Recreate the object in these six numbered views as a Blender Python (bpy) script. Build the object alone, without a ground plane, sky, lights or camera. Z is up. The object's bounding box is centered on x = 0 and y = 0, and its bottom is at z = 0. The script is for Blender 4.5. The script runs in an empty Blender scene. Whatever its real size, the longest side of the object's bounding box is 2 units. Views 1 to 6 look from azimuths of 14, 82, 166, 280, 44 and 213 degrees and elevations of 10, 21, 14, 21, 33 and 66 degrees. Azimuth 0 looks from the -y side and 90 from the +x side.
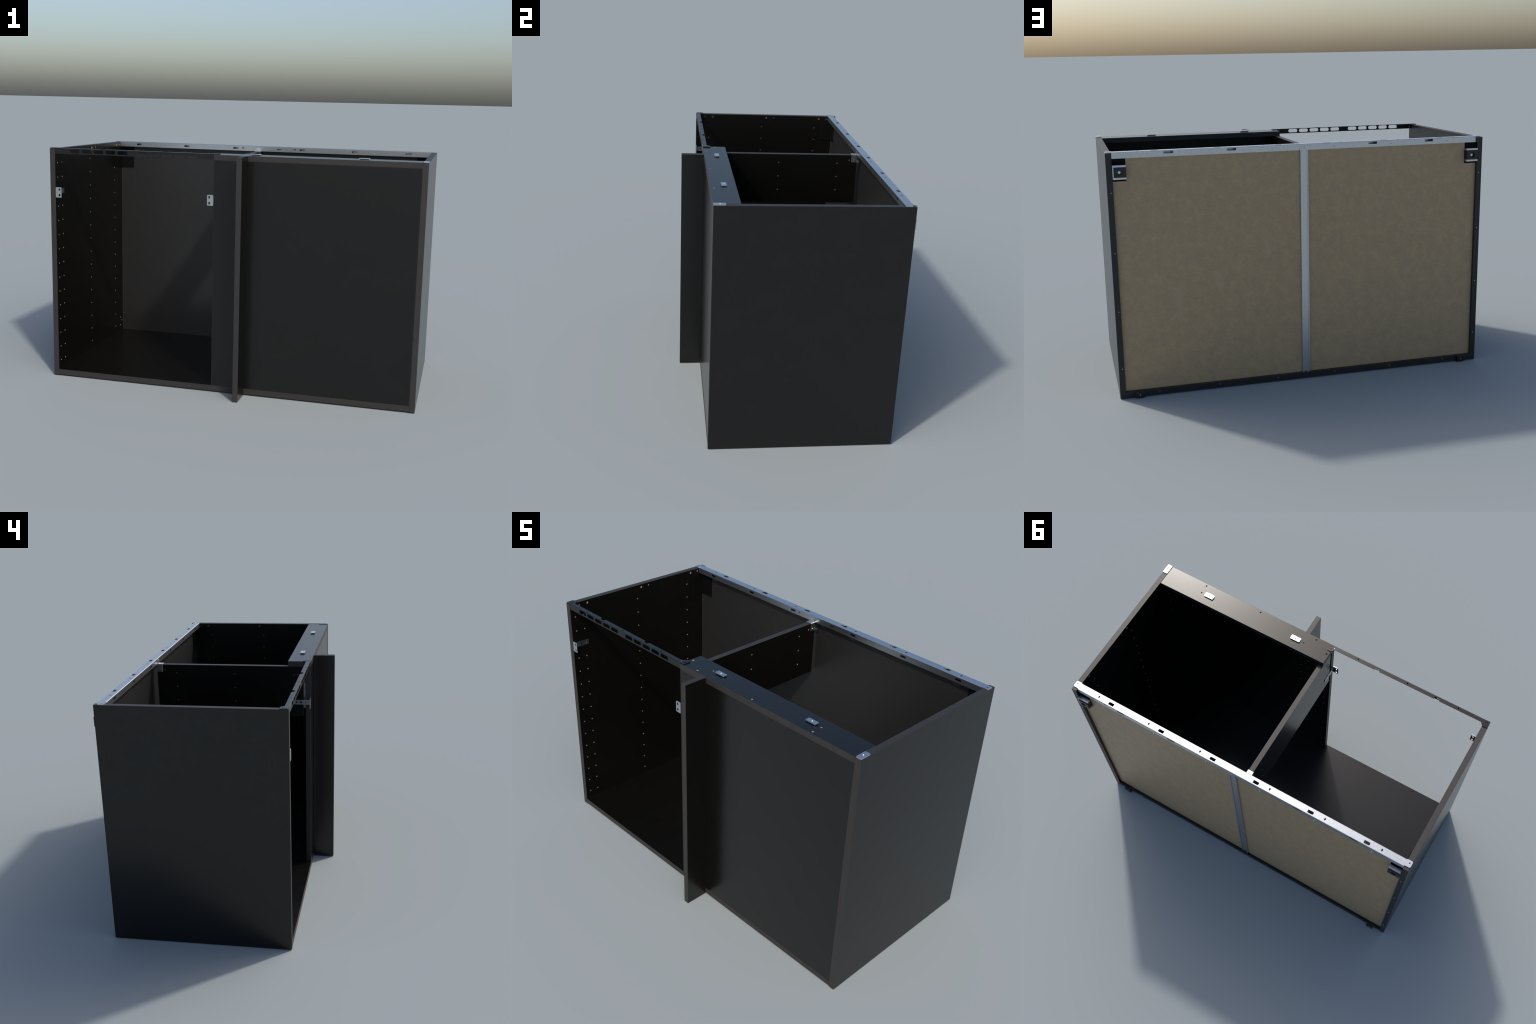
"""Black-brown corner base cabinet (open top, blind right half) with galvanised rails.
All sizes are in the 2 m frame: x = width, y = depth (front is -y), z = height."""
import bpy, bmesh, math
from mathutils import Vector, Matrix

# ------------------------------------------------------------------ sizes
W = 1.0            # half width
YF, YB = -0.4135, 0.5170      # front / rear of the side panels
H = 1.2652         # top of the panels
T = 0.0295         # board thickness
XI = W - T         # inner face of a side panel
PITCH = 0.0790     # shelf pin pitch
PIN_Z = [1.1885 - PITCH * k for k in range(15)]

# ------------------------------------------------------------------ materials
def new_mat(name):
    m = bpy.data.materials.new(name)
    m.use_nodes = True
    nt = m.node_tree
    return m, nt, nt.nodes["Principled BSDF"]

def node(nt, kind, **kw):
    n = nt.nodes.new(kind)
    for k, v in kw.items():
        if k in n.inputs.keys():
            n.inputs[k].default_value = v
        else:
            setattr(n, k, v)
    return n

def coords(nt, scale=(1, 1, 1)):
    tc = nt.nodes.new("ShaderNodeTexCoord")
    mp = nt.nodes.new("ShaderNodeMapping")
    mp.inputs["Scale"].default_value = scale
    nt.links.new(tc.outputs["Object"], mp.inputs["Vector"])
    return mp.outputs["Vector"]

def noise_ramp(nt, vec, scale, detail, stops):
    n = node(nt, "ShaderNodeTexNoise", Scale=scale, Detail=detail, Roughness=0.6)
    nt.links.new(vec, n.inputs["Vector"])
    r = nt.nodes.new("ShaderNodeValToRGB")
    r.color_ramp.elements[0].position, r.color_ramp.elements[0].color = stops[0]
    r.color_ramp.elements[1].position, r.color_ramp.elements[1].color = stops[-1]
    for p, c in stops[1:-1]:
        e = r.color_ramp.elements.new(p)
        e.color = c
    nt.links.new(n.outputs["Fac"], r.inputs["Fac"])
    return r.outputs["Color"], n.outputs["Fac"]

def bump(nt, bsdf, height, strength, dist):
    b = node(nt, "ShaderNodeBump", Strength=strength, Distance=dist)
    nt.links.new(height, b.inputs["Height"])
    nt.links.new(b.outputs["Normal"], bsdf.inputs["Normal"])

def rgb(r, g, b):
    return (r, g, b, 1.0)

def foil_material(name, dark, light, rough, spec=0.5):
    m, nt, p = new_mat(name)
    v = coords(nt)
    col, fac = noise_ramp(nt, v, 9.0, 4.0, [(0.3, dark), (0.7, light)])
    nt.links.new(col, p.inputs["Base Color"])
    p.inputs["Roughness"].default_value = rough
    p.inputs["Specular IOR Level"].default_value = spec
    return m

FACE = foil_material("black_brown_foil", rgb(0.0030, 0.0028, 0.0023), rgb(0.0038, 0.0035, 0.0030), 0.26)
EDGE = foil_material("edge_band", rgb(0.0225, 0.0195, 0.0180), rgb(0.0265, 0.0230, 0.0214), 0.50)
REAR = foil_material("rear_edge_dark", rgb(0.0110, 0.0108, 0.0105), rgb(0.0130, 0.0127, 0.0124), 0.45)
INNER = foil_material("back_panel_foil", rgb(0.0150, 0.0147, 0.0145), rgb(0.0172, 0.0169, 0.0167), 0.42)
COVER = foil_material("matt_black_plastic", rgb(0.0016, 0.0016, 0.0016), rgb(0.0022, 0.0022, 0.0022), 0.6, 0.15)
BLACKMETAL = foil_material("black_painted_steel", rgb(0.0048, 0.0047, 0.0045), rgb(0.0062, 0.0060, 0.0058), 0.30)
PLASTIC = foil_material("black_plastic", rgb(0.0085, 0.0085, 0.0085), rgb(0.0105, 0.0105, 0.0105), 0.40)

def steel_material(name, dark, light, rough):
    m, nt, p = new_mat(name)
    v = coords(nt, (0.6, 1, 1))
    col, fac = noise_ramp(nt, v, 210.0, 3.0, [(0.30, dark), (0.72, light)])
    nt.links.new(col, p.inputs["Base Color"])
    p.inputs["Metallic"].default_value = 1.0
    p.inputs["Roughness"].default_value = rough
    bump(nt, p, fac, 0.10, 0.0008)
    return m

STEEL = steel_material("galvanised_steel", rgb(0.52, 0.54, 0.56), rgb(0.66, 0.68, 0.70), 0.33)
PIN = steel_material("nail_steel", rgb(0.60, 0.62, 0.64), rgb(0.70, 0.72, 0.74), 0.30)

def raw_material():
    m, nt, p = new_mat("raw_particle_board")
    v = coords(nt)
    col, fac = noise_ramp(nt, v, 300.0, 2.0, [(0.3, rgb(0.29, 0.205, 0.135)), (0.7, rgb(0.42, 0.31, 0.21))])
    nt.links.new(col, p.inputs["Base Color"])
    p.inputs["Roughness"].default_value = 0.85
    return m
RAW = raw_material()

def hardboard_material():
    """unpainted fibreboard: blotchy tan with a felted fibre grain"""
    m, nt, p = new_mat("raw_fibreboard")
    v = coords(nt)
    blot, _ = noise_ramp(nt, v, 19.0, 6.0, [(0.34, rgb(0.372, 0.259, 0.158)), (0.5, rgb(0.392, 0.277, 0.157)),
                                            (0.66, rgb(0.416, 0.302, 0.163))])
    v2 = coords(nt, (55, 55, 170))
    fib, fac = noise_ramp(nt, v2, 1.0, 4.0, [(0.3, rgb(0.90, 0.90, 0.90)), (0.7, rgb(1.09, 1.09, 1.09))])
    mx = nt.nodes.new("ShaderNodeMix")
    mx.data_type, mx.blend_type = "RGBA", "MULTIPLY"
    mx.inputs["Factor"].default_value = 1.0
    nt.links.new(blot, mx.inputs["A"])
    nt.links.new(fib, mx.inputs["B"])
    nt.links.new(mx.outputs["Result"], p.inputs["Base Color"])
    p.inputs["Roughness"].default_value = 0.42
    bump(nt, p, fac, 0.04, 0.001)
    return m
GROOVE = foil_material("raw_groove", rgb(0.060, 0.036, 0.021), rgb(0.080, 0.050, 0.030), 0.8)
FIBRE = hardboard_material()

# ------------------------------------------------------------------ mesh helpers
SCN = bpy.context.scene.collection
root = bpy.data.objects.new("corner_base_cabinet", None)
root["label"] = "open-topped black-brown corner kitchen base cabinet with steel rails"
root["category"] = "kitchen cabinet"
SCN.objects.link(root)

def add_box(bm, x0, x1, y0, y1, z0, z1, bev=0.0, segs=1):
    r = bmesh.ops.create_cube(bm, size=1.0)
    vs = r["verts"]
    for v in vs:
        v.co = Vector((x0 if v.co.x < 0 else x1, y0 if v.co.y < 0 else y1, z0 if v.co.z < 0 else z1))
    if bev > 0:
        es = list({e for v in vs for e in v.link_edges})
        bmesh.ops.bevel(bm, geom=es, offset=bev, segments=segs, profile=0.5, affect="EDGES")

AXROT = {"x": Matrix.Rotation(math.pi / 2, 4, "Y"), "y": Matrix.Rotation(-math.pi / 2, 4, "X"), "z": Matrix.Identity(4)}

def add_cyl(bm, c, axis, r, length, seg=16, r2=None):
    m = Matrix.Translation(Vector(c)) @ AXROT[axis]
    bmesh.ops.create_cone(bm, cap_ends=True, segments=seg, radius1=r, radius2=r if r2 is None else r2, depth=length, matrix=m)

def add_prism(bm, pts, axis, a, b):
    """extrude a closed outline (2-D, in the plane normal to axis) from a to b"""
    def P(p, h):
        return {"x": (h, p[0], p[1]), "y": (p[0], h, p[1]), "z": (p[0], p[1], h)}[axis]
    lo = [bm.verts.new(P(p, a)) for p in pts]
    hi = [bm.verts.new(P(p, b)) for p in pts]
    n = len(pts)
    fs = [bm.faces.new(lo), bm.faces.new(hi)]
    for i in range(n):
        fs.append(bm.faces.new((lo[i], lo[(i + 1) % n], hi[(i + 1) % n], hi[i])))
    bmesh.ops.recalc_face_normals(bm, faces=fs)

def rounded_rect(u0, u1, v0, v1, r, n=5):
    """r is one radius, or four for the corners (u1v1, u0v1, u0v0, u1v0)"""
    rs = r if isinstance(r, (tuple, list)) else (r,) * 4
    cs = [(u1, v1, -1, -1, 0), (u0, v1, 1, -1, 90), (u0, v0, 1, 1, 180), (u1, v0, -1, 1, 270)]
    out = []
    for (cu, cv, su, sv, a0), rr in zip(cs, rs):
        if rr <= 0:
            out.append((cu, cv))
            continue
        for i in range(n + 1):
            a = math.radians(a0 + 90.0 * i / n)
            out.append((cu + su * rr + rr * math.cos(a), cv + sv * rr + rr * math.sin(a)))
    return out

def mesh_from(bm, name):
    me = bpy.data.meshes.new(name)
    bm.to_mesh(me)
    bm.free()
    return me

def drill(bm, cutter_bm, cut_mat, mats):
    """boolean difference, evaluated at once; cutter faces keep cut_mat"""
    me = mesh_from(bm, "work")
    for m in mats:
        me.materials.append(m)
    cm = mesh_from(cutter_bm, "cut")
    cm.materials.append(cut_mat)
    a = bpy.data.objects.new("work", me)
    c = bpy.data.objects.new("cut", cm)
    SCN.objects.link(a)
    SCN.objects.link(c)
    md = a.modifiers.new("b", "BOOLEAN")
    md.operation, md.object, md.solver = "DIFFERENCE", c, "EXACT"
    md.material_mode = "TRANSFER"
    dg = bpy.context.evaluated_depsgraph_get()
    res = bpy.data.meshes.new_from_object(a.evaluated_get(dg))
    for o in (a, c):
        d = o.data
        bpy.data.objects.remove(o)
        bpy.data.meshes.remove(d)
    return res

def place(me, name, parent=root, smooth=None, mats=None):
    """make the object, move its origin to the middle of its mesh"""
    if mats:
        for m in mats:
            me.materials.append(m)
    co = [v.co for v in me.vertices]
    lo = Vector((min(c[i] for c in co) for i in range(3)))
    hi = Vector((max(c[i] for c in co) for i in range(3)))
    mid = (lo + hi) / 2
    me.transform(Matrix.Translation(-mid))
    me.name = name
    ob = bpy.data.objects.new(name, me)
    SCN.objects.link(ob)
    ob.parent = parent
    ob.location = mid - (parent.location if parent is not root else Vector())
    if smooth:
        for p in me.polygons:
            p.use_smooth = True
        me.set_sharp_from_angle(angle=math.radians(smooth))
    return ob

def board(name, box, thin, holes=(), faces=(FACE, EDGE, REAR), bev=0.0011, cutters=None, hole_mat=RAW):
    """chipboard panel: wide faces in foil, narrow ones edge-banded, blind-drilled holes.
    holes: (x, y, z, axis, radius, depth)"""
    bm = bmesh.new()
    add_box(bm, *box, bev=bev, segs=2)
    bm.normal_update()
    ax = "xyz".index(thin)
    for f in bm.faces:
        f.material_index = 0 if abs(f.normal[ax]) > 0.99 else (2 if f.normal.y > 0.7 else 1)
    if holes or cutters:
        cb = bmesh.new()
        for (x, y, z, a, r, d) in holes:
            add_cyl(cb, (x, y, z), a, r, 2 * d, 14)
        if cutters:
            cutters(cb)
        me = drill(bm, cb, hole_mat, list(faces))
        return place(me, name)
    me = mesh_from(bm, name)
    return place(me, name, mats=list(faces))

def copy_at(src, loc, parent=root, rot=None):
    ob = src.copy()
    ob.parent = parent
    ob.location = Vector(loc)
    if rot:
        ob.rotation_euler = rot
    SCN.objects.link(ob)
    return ob

# ------------------------------------------------------------------ chipboard carcass
def side_holes(s):
    x = s * XI
    hs = []
    for y in (-0.3845, -0.3340, 0.0198, 0.3745):
        hs += [(x, y, z, "x", 0.0038, 0.016) for z in PIN_Z]
    for y, r in ((-0.3568, 0.0042), (-0.3061, 0.0066), (0.0482, 0.0066), (0.0982, 0.0042), (0.4024, 0.0066), (0.4524, 0.0042)):
        hs.append((x, y, 1.2500, "x", r, 0.016))
    for y, z in ((0.4521, 0.1226), (0.4758, 0.0984), (0.4516, 0.0721)):
        hs.append((x, y, z, "x", 0.0042, 0.016))
    return hs

board("side_panel", (-W, -XI, YF, YB, 0.0, H), "x", side_holes(-1))
board("side_panel", (XI, W, YF, YB, 0.0, H), "x", side_holes(1))
board("bottom_panel", (-XI, XI, YF, YB, 0.0042, 0.0340), "z", hole_mat=BLACKMETAL, holes=
      [(x, -0.3985, 0.0340, "z", 0.0038, 0.016) for x in (-0.7330, -0.3768)])
board("front_panel", (-0.0800, XI - 0.0004, -0.4124, -0.3840, 0.0342, 1.2363), "y",
      [(x, -0.3840, z, "y", 0.0038, 0.016) for x in (-0.0480, 0.0028, 0.0635, 0.1135) for z in PIN_Z])
board("filler_panel", (0.0725, 0.1005, -0.5330, -0.4126, 0.0, H - 0.0004), "x")
board("top_stretcher", (-0.0800, XI - 0.0004, YF, -0.2865, 1.2365, H), "z",
      [(x, y, H, "z", r, 0.016) for x, y, r in ((0.7334, -0.3977, 0.0050), (0.7334, -0.3469, 0.0044), (0.3795, -0.3975, 0.0050),
       (0.0251, -0.3977, 0.0052), (0.0756, -0.3468, 0.0044), (-0.0656, -0.3466, 0.0058))])
cross_holes = []
for face in (-0.0800, -0.0515):
    cross_holes += [(face, y, z, "x", 0.0038, 0.011) for y in (0.0166, 0.3532) for z in PIN_Z[:3]]
    cross_holes.append((face, 0.4222, 1.2065, "x", 0.0038, 0.011))
cross_holes += [(-0.0800, y, z, "x", 0.0038, 0.011) for y in (-0.3405, -0.3205) for z in PIN_Z[:3]]
board("cross_board", (-0.0800, -0.0515, -0.3715, 0.4685, 0.9522, 1.2363), "x", cross_holes)

# folded steel bracket that ties the cross board to the blind front panel
bm = bmesh.new()
gusset = [(-0.0512, -0.3838), (0.0185, -0.3838), (0.0185, -0.3805), (-0.0210, -0.3140), (-0.0250, -0.3120), (-0.0512, -0.3120)]
add_prism(bm, gusset, "z", 1.1295, 1.1330)                       # folded cap
web = [(-0.0500, -0.3836), (0.0060, -0.3836), (0.0060, -0.3625), (-0.0500, -0.3625)]
add_prism(bm, web, "z", 0.9900, 1.1290)                          # box-folded web
for z in (1.025, 1.098):
    add_cyl(bm, (-0.0215, -0.3618, z), "y", 0.0065, 0.0030, 16, 0.0045)
place(mesh_from(bm, "cross_board_bracket"), "cross_board_bracket", smooth=35, mats=[STEEL])

# ------------------------------------------------------------------ back panel: two fibreboard halves, painted inside
def back_half(s):
    x0, x1 = sorted((s * 0.9702, 0.0010))
    bm = bmesh.new()
    add_box(bm, x0, x1, 0.4960, 0.5012, 0.0342, 1.2460)
    bm.normal_update()
    for f in bm.faces:
        f.material_index = 1 if f.normal.y < -0.5 else 0
    cb = bmesh.new()
    u0, u1 = sorted((s * 0.9030, s * 1.0))
    add_box(cb, u0, u1, 0.48, 0.52, 1.1260, 1.30)
    me = drill(bm, cb, FIBRE, [FIBRE, INNER])
    return place(me, "back_panel")
for s in (-1, 1):
    back_half(s)
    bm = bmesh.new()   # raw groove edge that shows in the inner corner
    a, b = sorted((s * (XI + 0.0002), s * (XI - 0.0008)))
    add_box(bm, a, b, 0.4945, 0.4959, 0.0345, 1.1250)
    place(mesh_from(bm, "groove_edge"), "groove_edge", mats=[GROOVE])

# centre strip that joins the two halves
bm = bmesh.new()
prof = [(-0.0215, 0.5030), (-0.0215, 0.5118), (-0.0172, 0.5118), (-0.0166, 0.5068), (0.0148, 0.5068),
        (0.0154, 0.5118), (0.0195, 0.5118), (0.0195, 0.5030)]
add_prism(bm, prof, "z", 0.0290, 1.2385)
add_prism(bm, rounded_rect(-0.0160, 0.0195, 1.2375, 1.2565, (0.006, 0.006, 0, 0)), "y", 0.5050, 0.5085)
cb = bmesh.new()
add_cyl(cb, (-0.0010, 0.508, 1.2490), "y", 0.0028, 0.02, 12)
add_cyl(cb, (0.0005, 0.508, 0.0350), "y", 0.0036, 0.02, 12)
place(drill(bm, cb, BLACKMETAL, [STEEL]), "joint_strip")

# ------------------------------------------------------------------ rear galvanised rail
Z0, Z1 = 1.2660, 1.2692
bm = bmesh.new()
def rail_profile():
    return [(0.4640, 1.2380), (0.4640, Z1 - 0.0022), (0.4662, Z1), (0.5023, Z1), (0.5045, Z1 - 0.0022), (0.5045, 1.2376),
            (0.5016, 1.2376), (0.5016, Z0), (0.4668, Z0), (0.4668, 1.2380)]
add_prism(bm, rail_profile(), "x", -0.9690, 0.9690)
cb = bmesh.new()
for s in (-1, 1):
    for a in (0.7460, 0.4305, 0.1145):                      # bayonet windows on top
        u0, u1 = sorted((s * (a - 0.0020), s * (a + 0.0308)))
        rr = (0.006, 0, 0, 0.006) if s > 0 else (0, 0.006, 0.006, 0)
        add_prism(cb, rounded_rect(u0, u1, 0.4806, 0.4970, rr), "z", 1.2550, 1.28)
    for a in (0.8408, 0.5245, 0.2076):                      # oval screw holes on top
        add_prism(cb, rounded_rect(s * a - 0.0040, s * a + 0.0040, 0.4782, 0.4915, 0.0039), "z", 1.2555, 1.28)
    for a in (0.8395, 0.5235, 0.2073):                      # ovals in the front flange
        add_prism(cb, rounded_rect(s * a - 0.0175, s * a + 0.0175, 1.2476, 1.2590, 0.0055), "y", 0.4550, 0.4705)
    add_prism(cb, rounded_rect(s * 0.1618 - 0.0070, s * 0.1618 + 0.0070, 1.2520, 1.2575, 0.0026), "y", 0.4550, 0.4705)
    for a in (0.6695, 0.3530):                              # slots in the rear flange
        u0, u1 = sorted((s * a, s * (a + 0.0465)))
        add_prism(cb, rounded_rect(u0, u1, 1.2525, 1.2650, 0.0015), "y", 0.4980, 0.5100)
add_prism(cb, rounded_rect(0.0512, 0.0815, 1.2515, 1.2565, 0.002), "y", 0.4550, 0.4705)
rail = place(drill(bm, cb, STEEL, [STEEL]), "rear_rail")

for s in (-1, 1):
    bm = bmesh.new()                                        # end tab that lies on the side panel
    u0, u1 = sorted((s * 0.9670, s * 0.9990))
    rr = (0.007, 0, 0, 0.007) if s > 0 else (0, 0.007, 0.007, 0)
    add_prism(bm, rounded_rect(u0, u1, 0.4622, 0.4985, rr), "z", 1.2660, 1.2697)
    cb = bmesh.new()
    add_cyl(cb, (s * 0.9858, 0.4766, 1.268), "z", 0.0034, 0.02, 14)
    add_prism(cb, rounded_rect(*sorted((s * 0.9500, s * 0.9520)), 0.468, 0.48, 0), "z", 1.275, 1.276)
    place(drill(bm, cb, BLACKMETAL, [STEEL]), "rail_tab")
    for a in (0.7460, 0.4305, 0.1145):                      # bent tongue at the blunt end of each window
        bm = bmesh.new()
        add_box(bm, *sorted((s * (a - 0.0018), s * (a + 0.0002))), 0.4822, 0.4955, 1.2560, 1.2650, bev=0.0006)
        place(mesh_from(bm, "rail_tongue"), "rail_tongue", mats=[STEEL])

# lanced pegs on the rear flange
bm = bmesh.new()
add_cyl(bm, (0, 0, 0), "y", 0.0022, 0.0120, 10, 0.0016)
peg = None
for x in (0.7975, 0.4775, 0.1578, -0.1630, -0.4775, -0.7990):
    if peg is None:
        peg = place(mesh_from(bm, "rail_peg"), "rail_peg", smooth=50, mats=[STEEL])
        peg.location = (x, 0.5104, 1.2515)
    else:
        copy_at(peg, (x, 0.5104, 1.2515))

# ------------------------------------------------------------------ clip that hangs the cross board on the rear rail
bm = bmesh.new()
add_box(bm, -0.0822, -0.0490, 0.4345, 0.4680, 1.2366, 1.2392, bev=0.0008)
add_box(bm, -0.0515, -0.0490, 0.4355, 0.4680, 1.1935, 1.2375, bev=0.0008)
add_box(bm, -0.0822, -0.0800, 0.4355, 0.4680, 1.1935, 1.2375, bev=0.0008)
add_prism(bm, [(0.4600, 1.2385), (0.4600, 1.2410), (0.4625, 1.2585), (0.4640, 1.2585), (0.4640, 1.2385)], "x", -0.0760, -0.0500)
add_box(bm, -0.0545, -0.0490, 0.4670, 0.4760, 1.1935, 1.2075, bev=0.0008)
add_cyl(bm, (-0.0440, 0.4745, 1.1975), "y", 0.0075, 0.0050, 16)
add_cyl(bm, (-0.0485, 0.4505, 1.2050), "x", 0.0045, 0.0030, 14)
place(mesh_from(bm, "cross_board_clip"), "cross_board_clip", smooth=35, mats=[STEEL])

# ------------------------------------------------------------------ black front rail with ventilation slots
bm = bmesh.new()
FZ = 1.2688
add_prism(bm, [(-0.4118, 1.2385), (-0.4118, FZ - 0.0022), (-0.4100, FZ), (-0.3888, FZ), (-0.3888, FZ - 0.0028), (-0.4090, FZ - 0.0028),
               (-0.4090, 1.2385)], "x", -0.9690, -0.0815)
cb = bmesh.new()
for g in (-0.1960, -0.5835):
    for k in range(5):
        c = g - k * 0.0681
        add_prism(cb, rounded_rect(c - 0.0288, c + 0.0288, 1.2437, 1.2643, 0.0100), "y", -0.43, -0.4000)
for x0, x1 in ((-0.7165, -0.6842), (-0.3665, -0.3345)):
    add_prism(cb, [(x0, -0.3920), (x0 + 0.004, -0.4020), (x1 - 0.001, -0.4020), (x1, -0.3800), (x0 - 0.001, -0.3800)], "z", 1.2645, 1.28)
for x in (-0.8218, -0.5258, -0.2300):
    add_prism(cb, rounded_rect(x - 0.0030, x + 0.0030, -0.4068, -0.3955, 0.0029), "z", 1.2645, 1.28)
place(drill(bm, cb, BLACKMETAL, [BLACKMETAL]), "front_rail")
for x in (-0.7000, -0.3505):                                 # small spring hook under each notch
    bm = bmesh.new()
    d = 1 if x < -0.5 else -1
    add_box(bm, x - 0.0145, x + 0.0145, -0.4030, -0.4016, 1.2648, 1.2672, bev=0.0004)
    add_box(bm, *sorted((x + d * 0.0160, x + d * 0.0178)), -0.4030, -0.3840, 1.2646, 1.2660, bev=0.0004)
    place(mesh_from(bm, "rail_hook"), "rail_hook", mats=[BLACKMETAL])

def rail_foot(s, xin, xout):
    """flat ear at the end of the front rail, flared towards the back, with a pressed oval"""
    pts = [(xin - s * 0.0050, -0.4100), (xout - s * 0.001, -0.4100), (xout, -0.4085), (xout, -0.3700), (xin + s * 0.0020, -0.3700),
           (xin - s * 0.0030, -0.3745), (xin - s * 0.0130, -0.3888)]
    bm = bmesh.new()
    add_prism(bm, pts, "z", H + 0.0003, FZ + 0.0006)
    cb = bmesh.new()
    c = (xin + xout) / 2 + s * 0.001
    add_prism(cb, rounded_rect(c - 0.0075, c + 0.0075, -0.4030, -0.3800, 0.0072), "z", FZ - 0.0012, 1.28)
    me = drill(bm, cb, BLACKMETAL, [BLACKMETAL])
    ob = place(me, "rail_ear")
    bm = bmesh.new()
    add_prism(bm, rounded_rect(c - 0.0050, c + 0.0050, -0.4005, -0.3830, 0.0048), "z", FZ - 0.0015, FZ + 0.0010)
    place(mesh_from(bm, "rail_ear_boss"), "rail_ear_boss", mats=[BLACKMETAL])
rail_foot(-1, -0.9700, -0.9990)
rail_foot(1, -0.0815, -0.0578)
bm = bmesh.new()
add_box(bm, -0.0905, -0.0875, -0.4000, -0.3915, FZ - 0.001, FZ + 0.0012, bev=0.0008)
place(mesh_from(bm, "bright_fleck"), "bright_fleck", mats=[STEEL])

# ------------------------------------------------------------------ drawer-front brackets in the opening
def front_bracket(s, wall):
    """angle bracket on the opening's side wall; s = direction in which the plate points"""
    bm = bmesh.new()
    u0, u1 = sorted((wall + s * 0.0012, wall + s * 0.0345))
    add_prism(bm, rounded_rect(u0, u1, 1.0020, 1.0580, 0.0045), "y", -0.4128, -0.4098)
    a0, a1 = sorted((wall + s * 0.0005, wall + s * 0.0032))
    add_box(bm, a0, a1, -0.4105, -0.3170, 1.0178, 1.0445)
    cb = bmesh.new()
    c = wall + s * 0.0228
    for z in (1.0150, 1.0452):
        add_prism(cb, rounded_rect(c - 0.0048, c + 0.0048, z - 0.0070, z + 0.0070, 0.0047), "y", -0.42, -0.40)
    for y, h in ((-0.3840, 0.0055), (-0.3580, 0.0080), (-0.3335, 0.0055)):
        add_prism(cb, rounded_rect(y - h, y + h, 1.0265, 1.0355, 0.0044), "x", *sorted((wall - s * 0.0001, wall + s * 0.02)))
    return place(drill(bm, cb, STEEL, [STEEL]), "front_bracket")
front_bracket(1, -XI)
front_bracket(-1, -0.0800)

# ------------------------------------------------------------------ worktop connector plates
def connector(x0, x1, y0, y1, z0, z1):
    bm = bmesh.new()
    add_prism(bm, rounded_rect(x0, x1, y0, y1, 0.0045), "z", z0, z1)
    cb = bmesh.new()
    add_cyl(cb, ((x0 + x1) / 2, (y0 + y1) / 2, z1), "z", 0.0006, 0.010, 16, 0.0078)
    ob = place(drill(bm, cb, STEEL, [STEEL]), "connector_plate")
    return ob
connector(0.6535, 0.7093, -0.3597, -0.3328, H + 0.0032, 1.2722)
connector(0.0970, 0.1540, -0.3593, -0.3328, H + 0.0032, 1.2722)
for x in (0.6814, 0.1255):
    bm = bmesh.new()
    add_prism(bm, rounded_rect(x - 0.022, x + 0.022, -0.3555, -0.3370, 0.003), "z", H + 0.0002, H + 0.0036)  # black slab below the raised plate, seen as a dark rim under its edge
    place(mesh_from(bm, "plate_dark_base"), "plate_dark_base", mats=[PLASTIC])
connector(0.9722, 0.9995, -0.4132, -0.3555, H + 0.0003, 1.2700)

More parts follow.
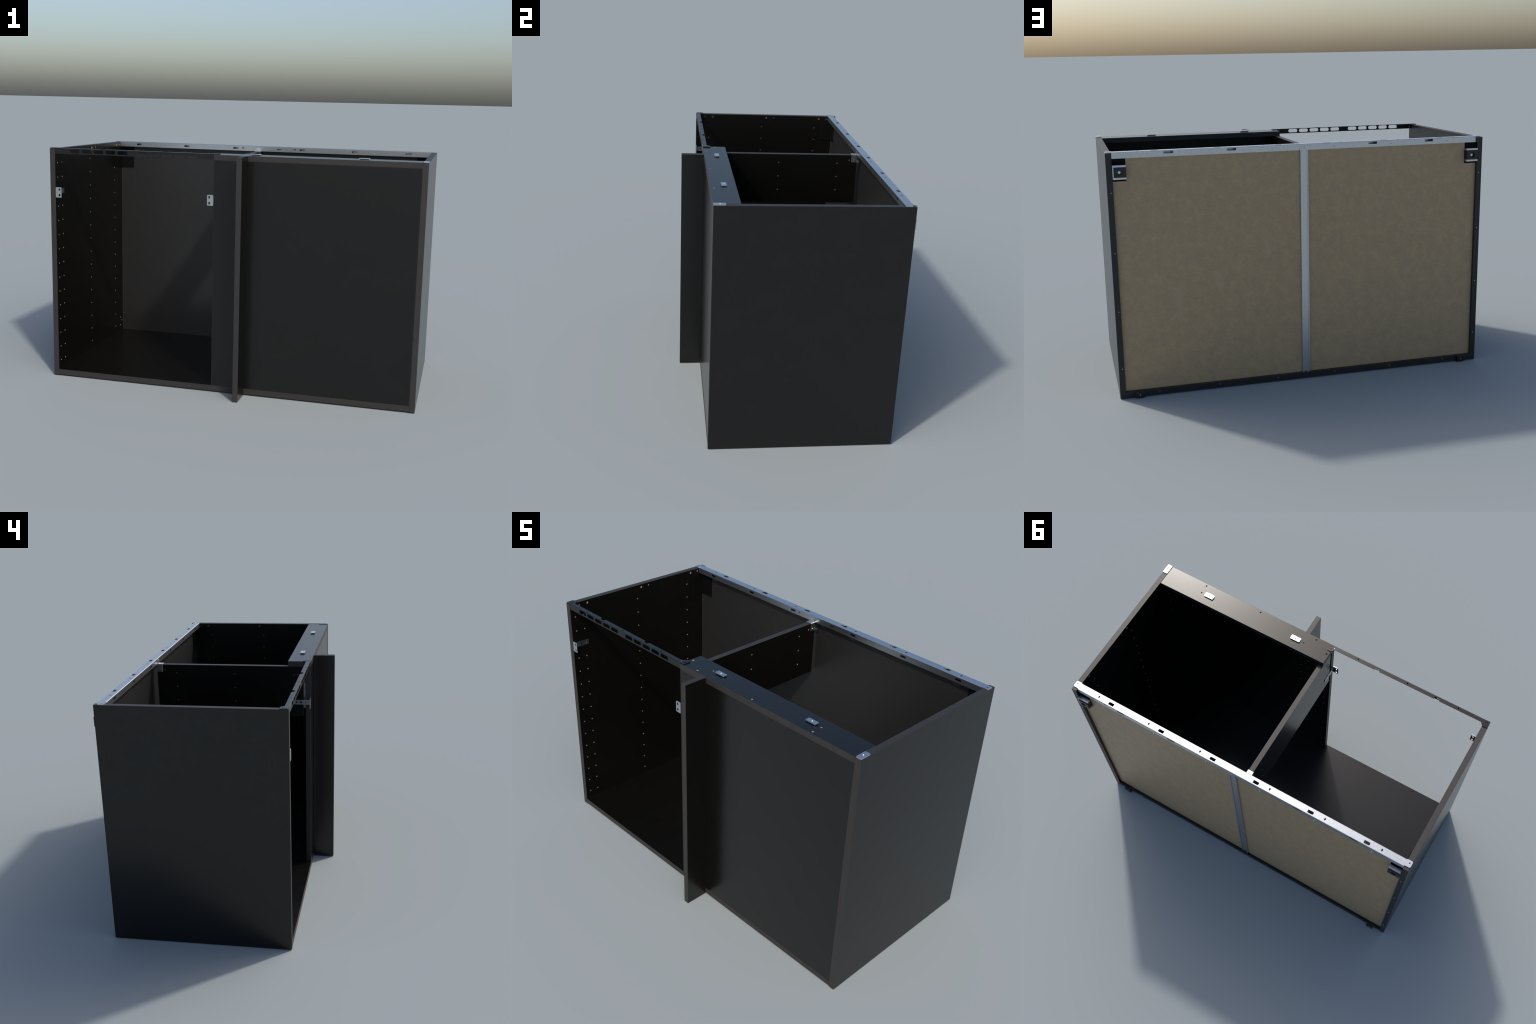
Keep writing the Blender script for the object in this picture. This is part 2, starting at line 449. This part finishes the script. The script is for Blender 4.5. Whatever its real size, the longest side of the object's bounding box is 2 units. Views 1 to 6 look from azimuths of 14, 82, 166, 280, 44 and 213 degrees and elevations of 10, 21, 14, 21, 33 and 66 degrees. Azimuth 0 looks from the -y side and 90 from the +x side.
# ------------------------------------------------------------------ wall hanger in each rear corner
def hanger(s):
    hx = bpy.data.objects.new("wall_hanger", None)
    SCN.objects.link(hx)
    hx.parent = root
    hx.location = (s * 0.935, 0.50, 1.17)
    xo = s * (XI - 0.0008)                 # towards the side panel
    xi = s * 0.9035                        # towards the middle
    def sub(bm, name, mat, smooth=None, cut=None):
        me = drill(bm, cut, mat, [mat]) if cut else mesh_from(bm, name)
        ob = place(me, name, parent=hx, smooth=smooth, mats=None if cut else [mat])
        return ob
    # inner plastic corner cover, L-shaped in plan
    bm = bmesh.new()
    a = s * XI
    pl = [(a - s * 0.0002, 0.4140), (a - s * 0.0052, 0.4140), (a - s * 0.0052, 0.4895), (s * 0.8890, 0.4895),
          (s * 0.8890, 0.4955), (a - s * 0.0002, 0.4955)]
    add_prism(bm, pl, "z", 1.1075, 1.2360)
    sub(bm, "hanger_cover", COVER)
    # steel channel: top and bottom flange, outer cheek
    bm = bmesh.new()
    add_box(bm, *sorted((xo, xi)), 0.5040, 0.5265, 1.1965, 1.2080, bev=0.0014, segs=2)
    add_box(bm, *sorted((xo, xi)), 0.5040, 0.5265, 1.1370, 1.1485, bev=0.0014, segs=2)
    if s > 0:
        add_box(bm, *sorted((xo, xo - s * 0.0060)), 0.4965, 0.5300, 1.1470, 1.1980, bev=0.0010)
    sub(bm, "hanger_channel", STEEL)
    # dark sliding plate with a round hole
    bm = bmesh.new()
    add_box(bm, *sorted((xo - (0.0062 if s > 0 else 0.0), xi + s * 0.0012)), 0.5085, 0.5318, 1.1487, 1.1963, bev=0.0008)
    cb = bmesh.new()
    cx = s * 0.9370
    add_cyl(cb, (cx, 0.520, 1.1718), "y", 0.0128, 0.05, 24)
    sub(bm, "hanger_plate", PLASTIC, cut=cb)
    bm = bmesh.new()
    add_cyl(bm, (cx, 0.512, 1.1718), "y", 0.0120, 0.016, 24, 0.0112)
    bmesh.ops.create_uvsphere(bm, u_segments=20, v_segments=10, radius=0.0112,
                              matrix=Matrix.Translation((cx, 0.5190, 1.1718)) @ Matrix.Diagonal((1, 0.45, 1, 1)))
    cb = bmesh.new()
    add_box(cb, cx - 0.0012, cx + 0.0012, 0.5160, 0.53, 1.1650, 1.1790)
    add_box(cb, cx - 0.0070, cx + 0.0070, 0.5161, 0.531, 1.1706, 1.1730)
    sub(bm, "hanger_bolt", PIN, smooth=None)
    cb.free()
hanger(-1)
hanger(1)

# ------------------------------------------------------------------ nails of the back panel
bm = bmesh.new()
add_cyl(bm, (0, 0, 0), "y", 0.0029, 0.0018, 14, 0.0020)
nail = None
spots = [(s * x, z) for s, x in ((1, 0.9810), (-1, 0.9838)) for z in (1.0728, 0.7695, 0.4660, 0.1620)]
spots += [(x, 0.0204) for x in (0.7966, 0.4765, 0.1578, -0.1612, -0.4812, -0.8000)]
for x, z in spots:
    if nail is None:
        nail = place(mesh_from(bm, "nail"), "nail", smooth=50, mats=[PIN])
        nail.location = (x, YB + 0.0006, z)
    else:
        copy_at(nail, (x, YB + 0.0006, z))

# ------------------------------------------------------------------ plastic wall spacers at the rear foot
for x in (0.8997, -0.9075):
    bm = bmesh.new()
    pts = [(YB + 0.0002, 0.0330), (0.5310, 0.0330), (0.5329, 0.0300), (0.5329, 0.0040), (0.5300, 0.0004), (YB + 0.0002, 0.0004)]
    add_prism(bm, pts, "x", x - 0.0215, x + 0.0215)
    sp = place(mesh_from(bm, "wall_spacer"), "wall_spacer", mats=[PLASTIC])
    bm = bmesh.new()
    add_cyl(bm, (x, 0.5332, 0.0158), "y", 0.0034, 0.0012, 14, 0.0024)
    sc = mesh_from(bm, "spacer_screw")
    so = place(sc, "spacer_screw", parent=sp, smooth=50, mats=[PIN])
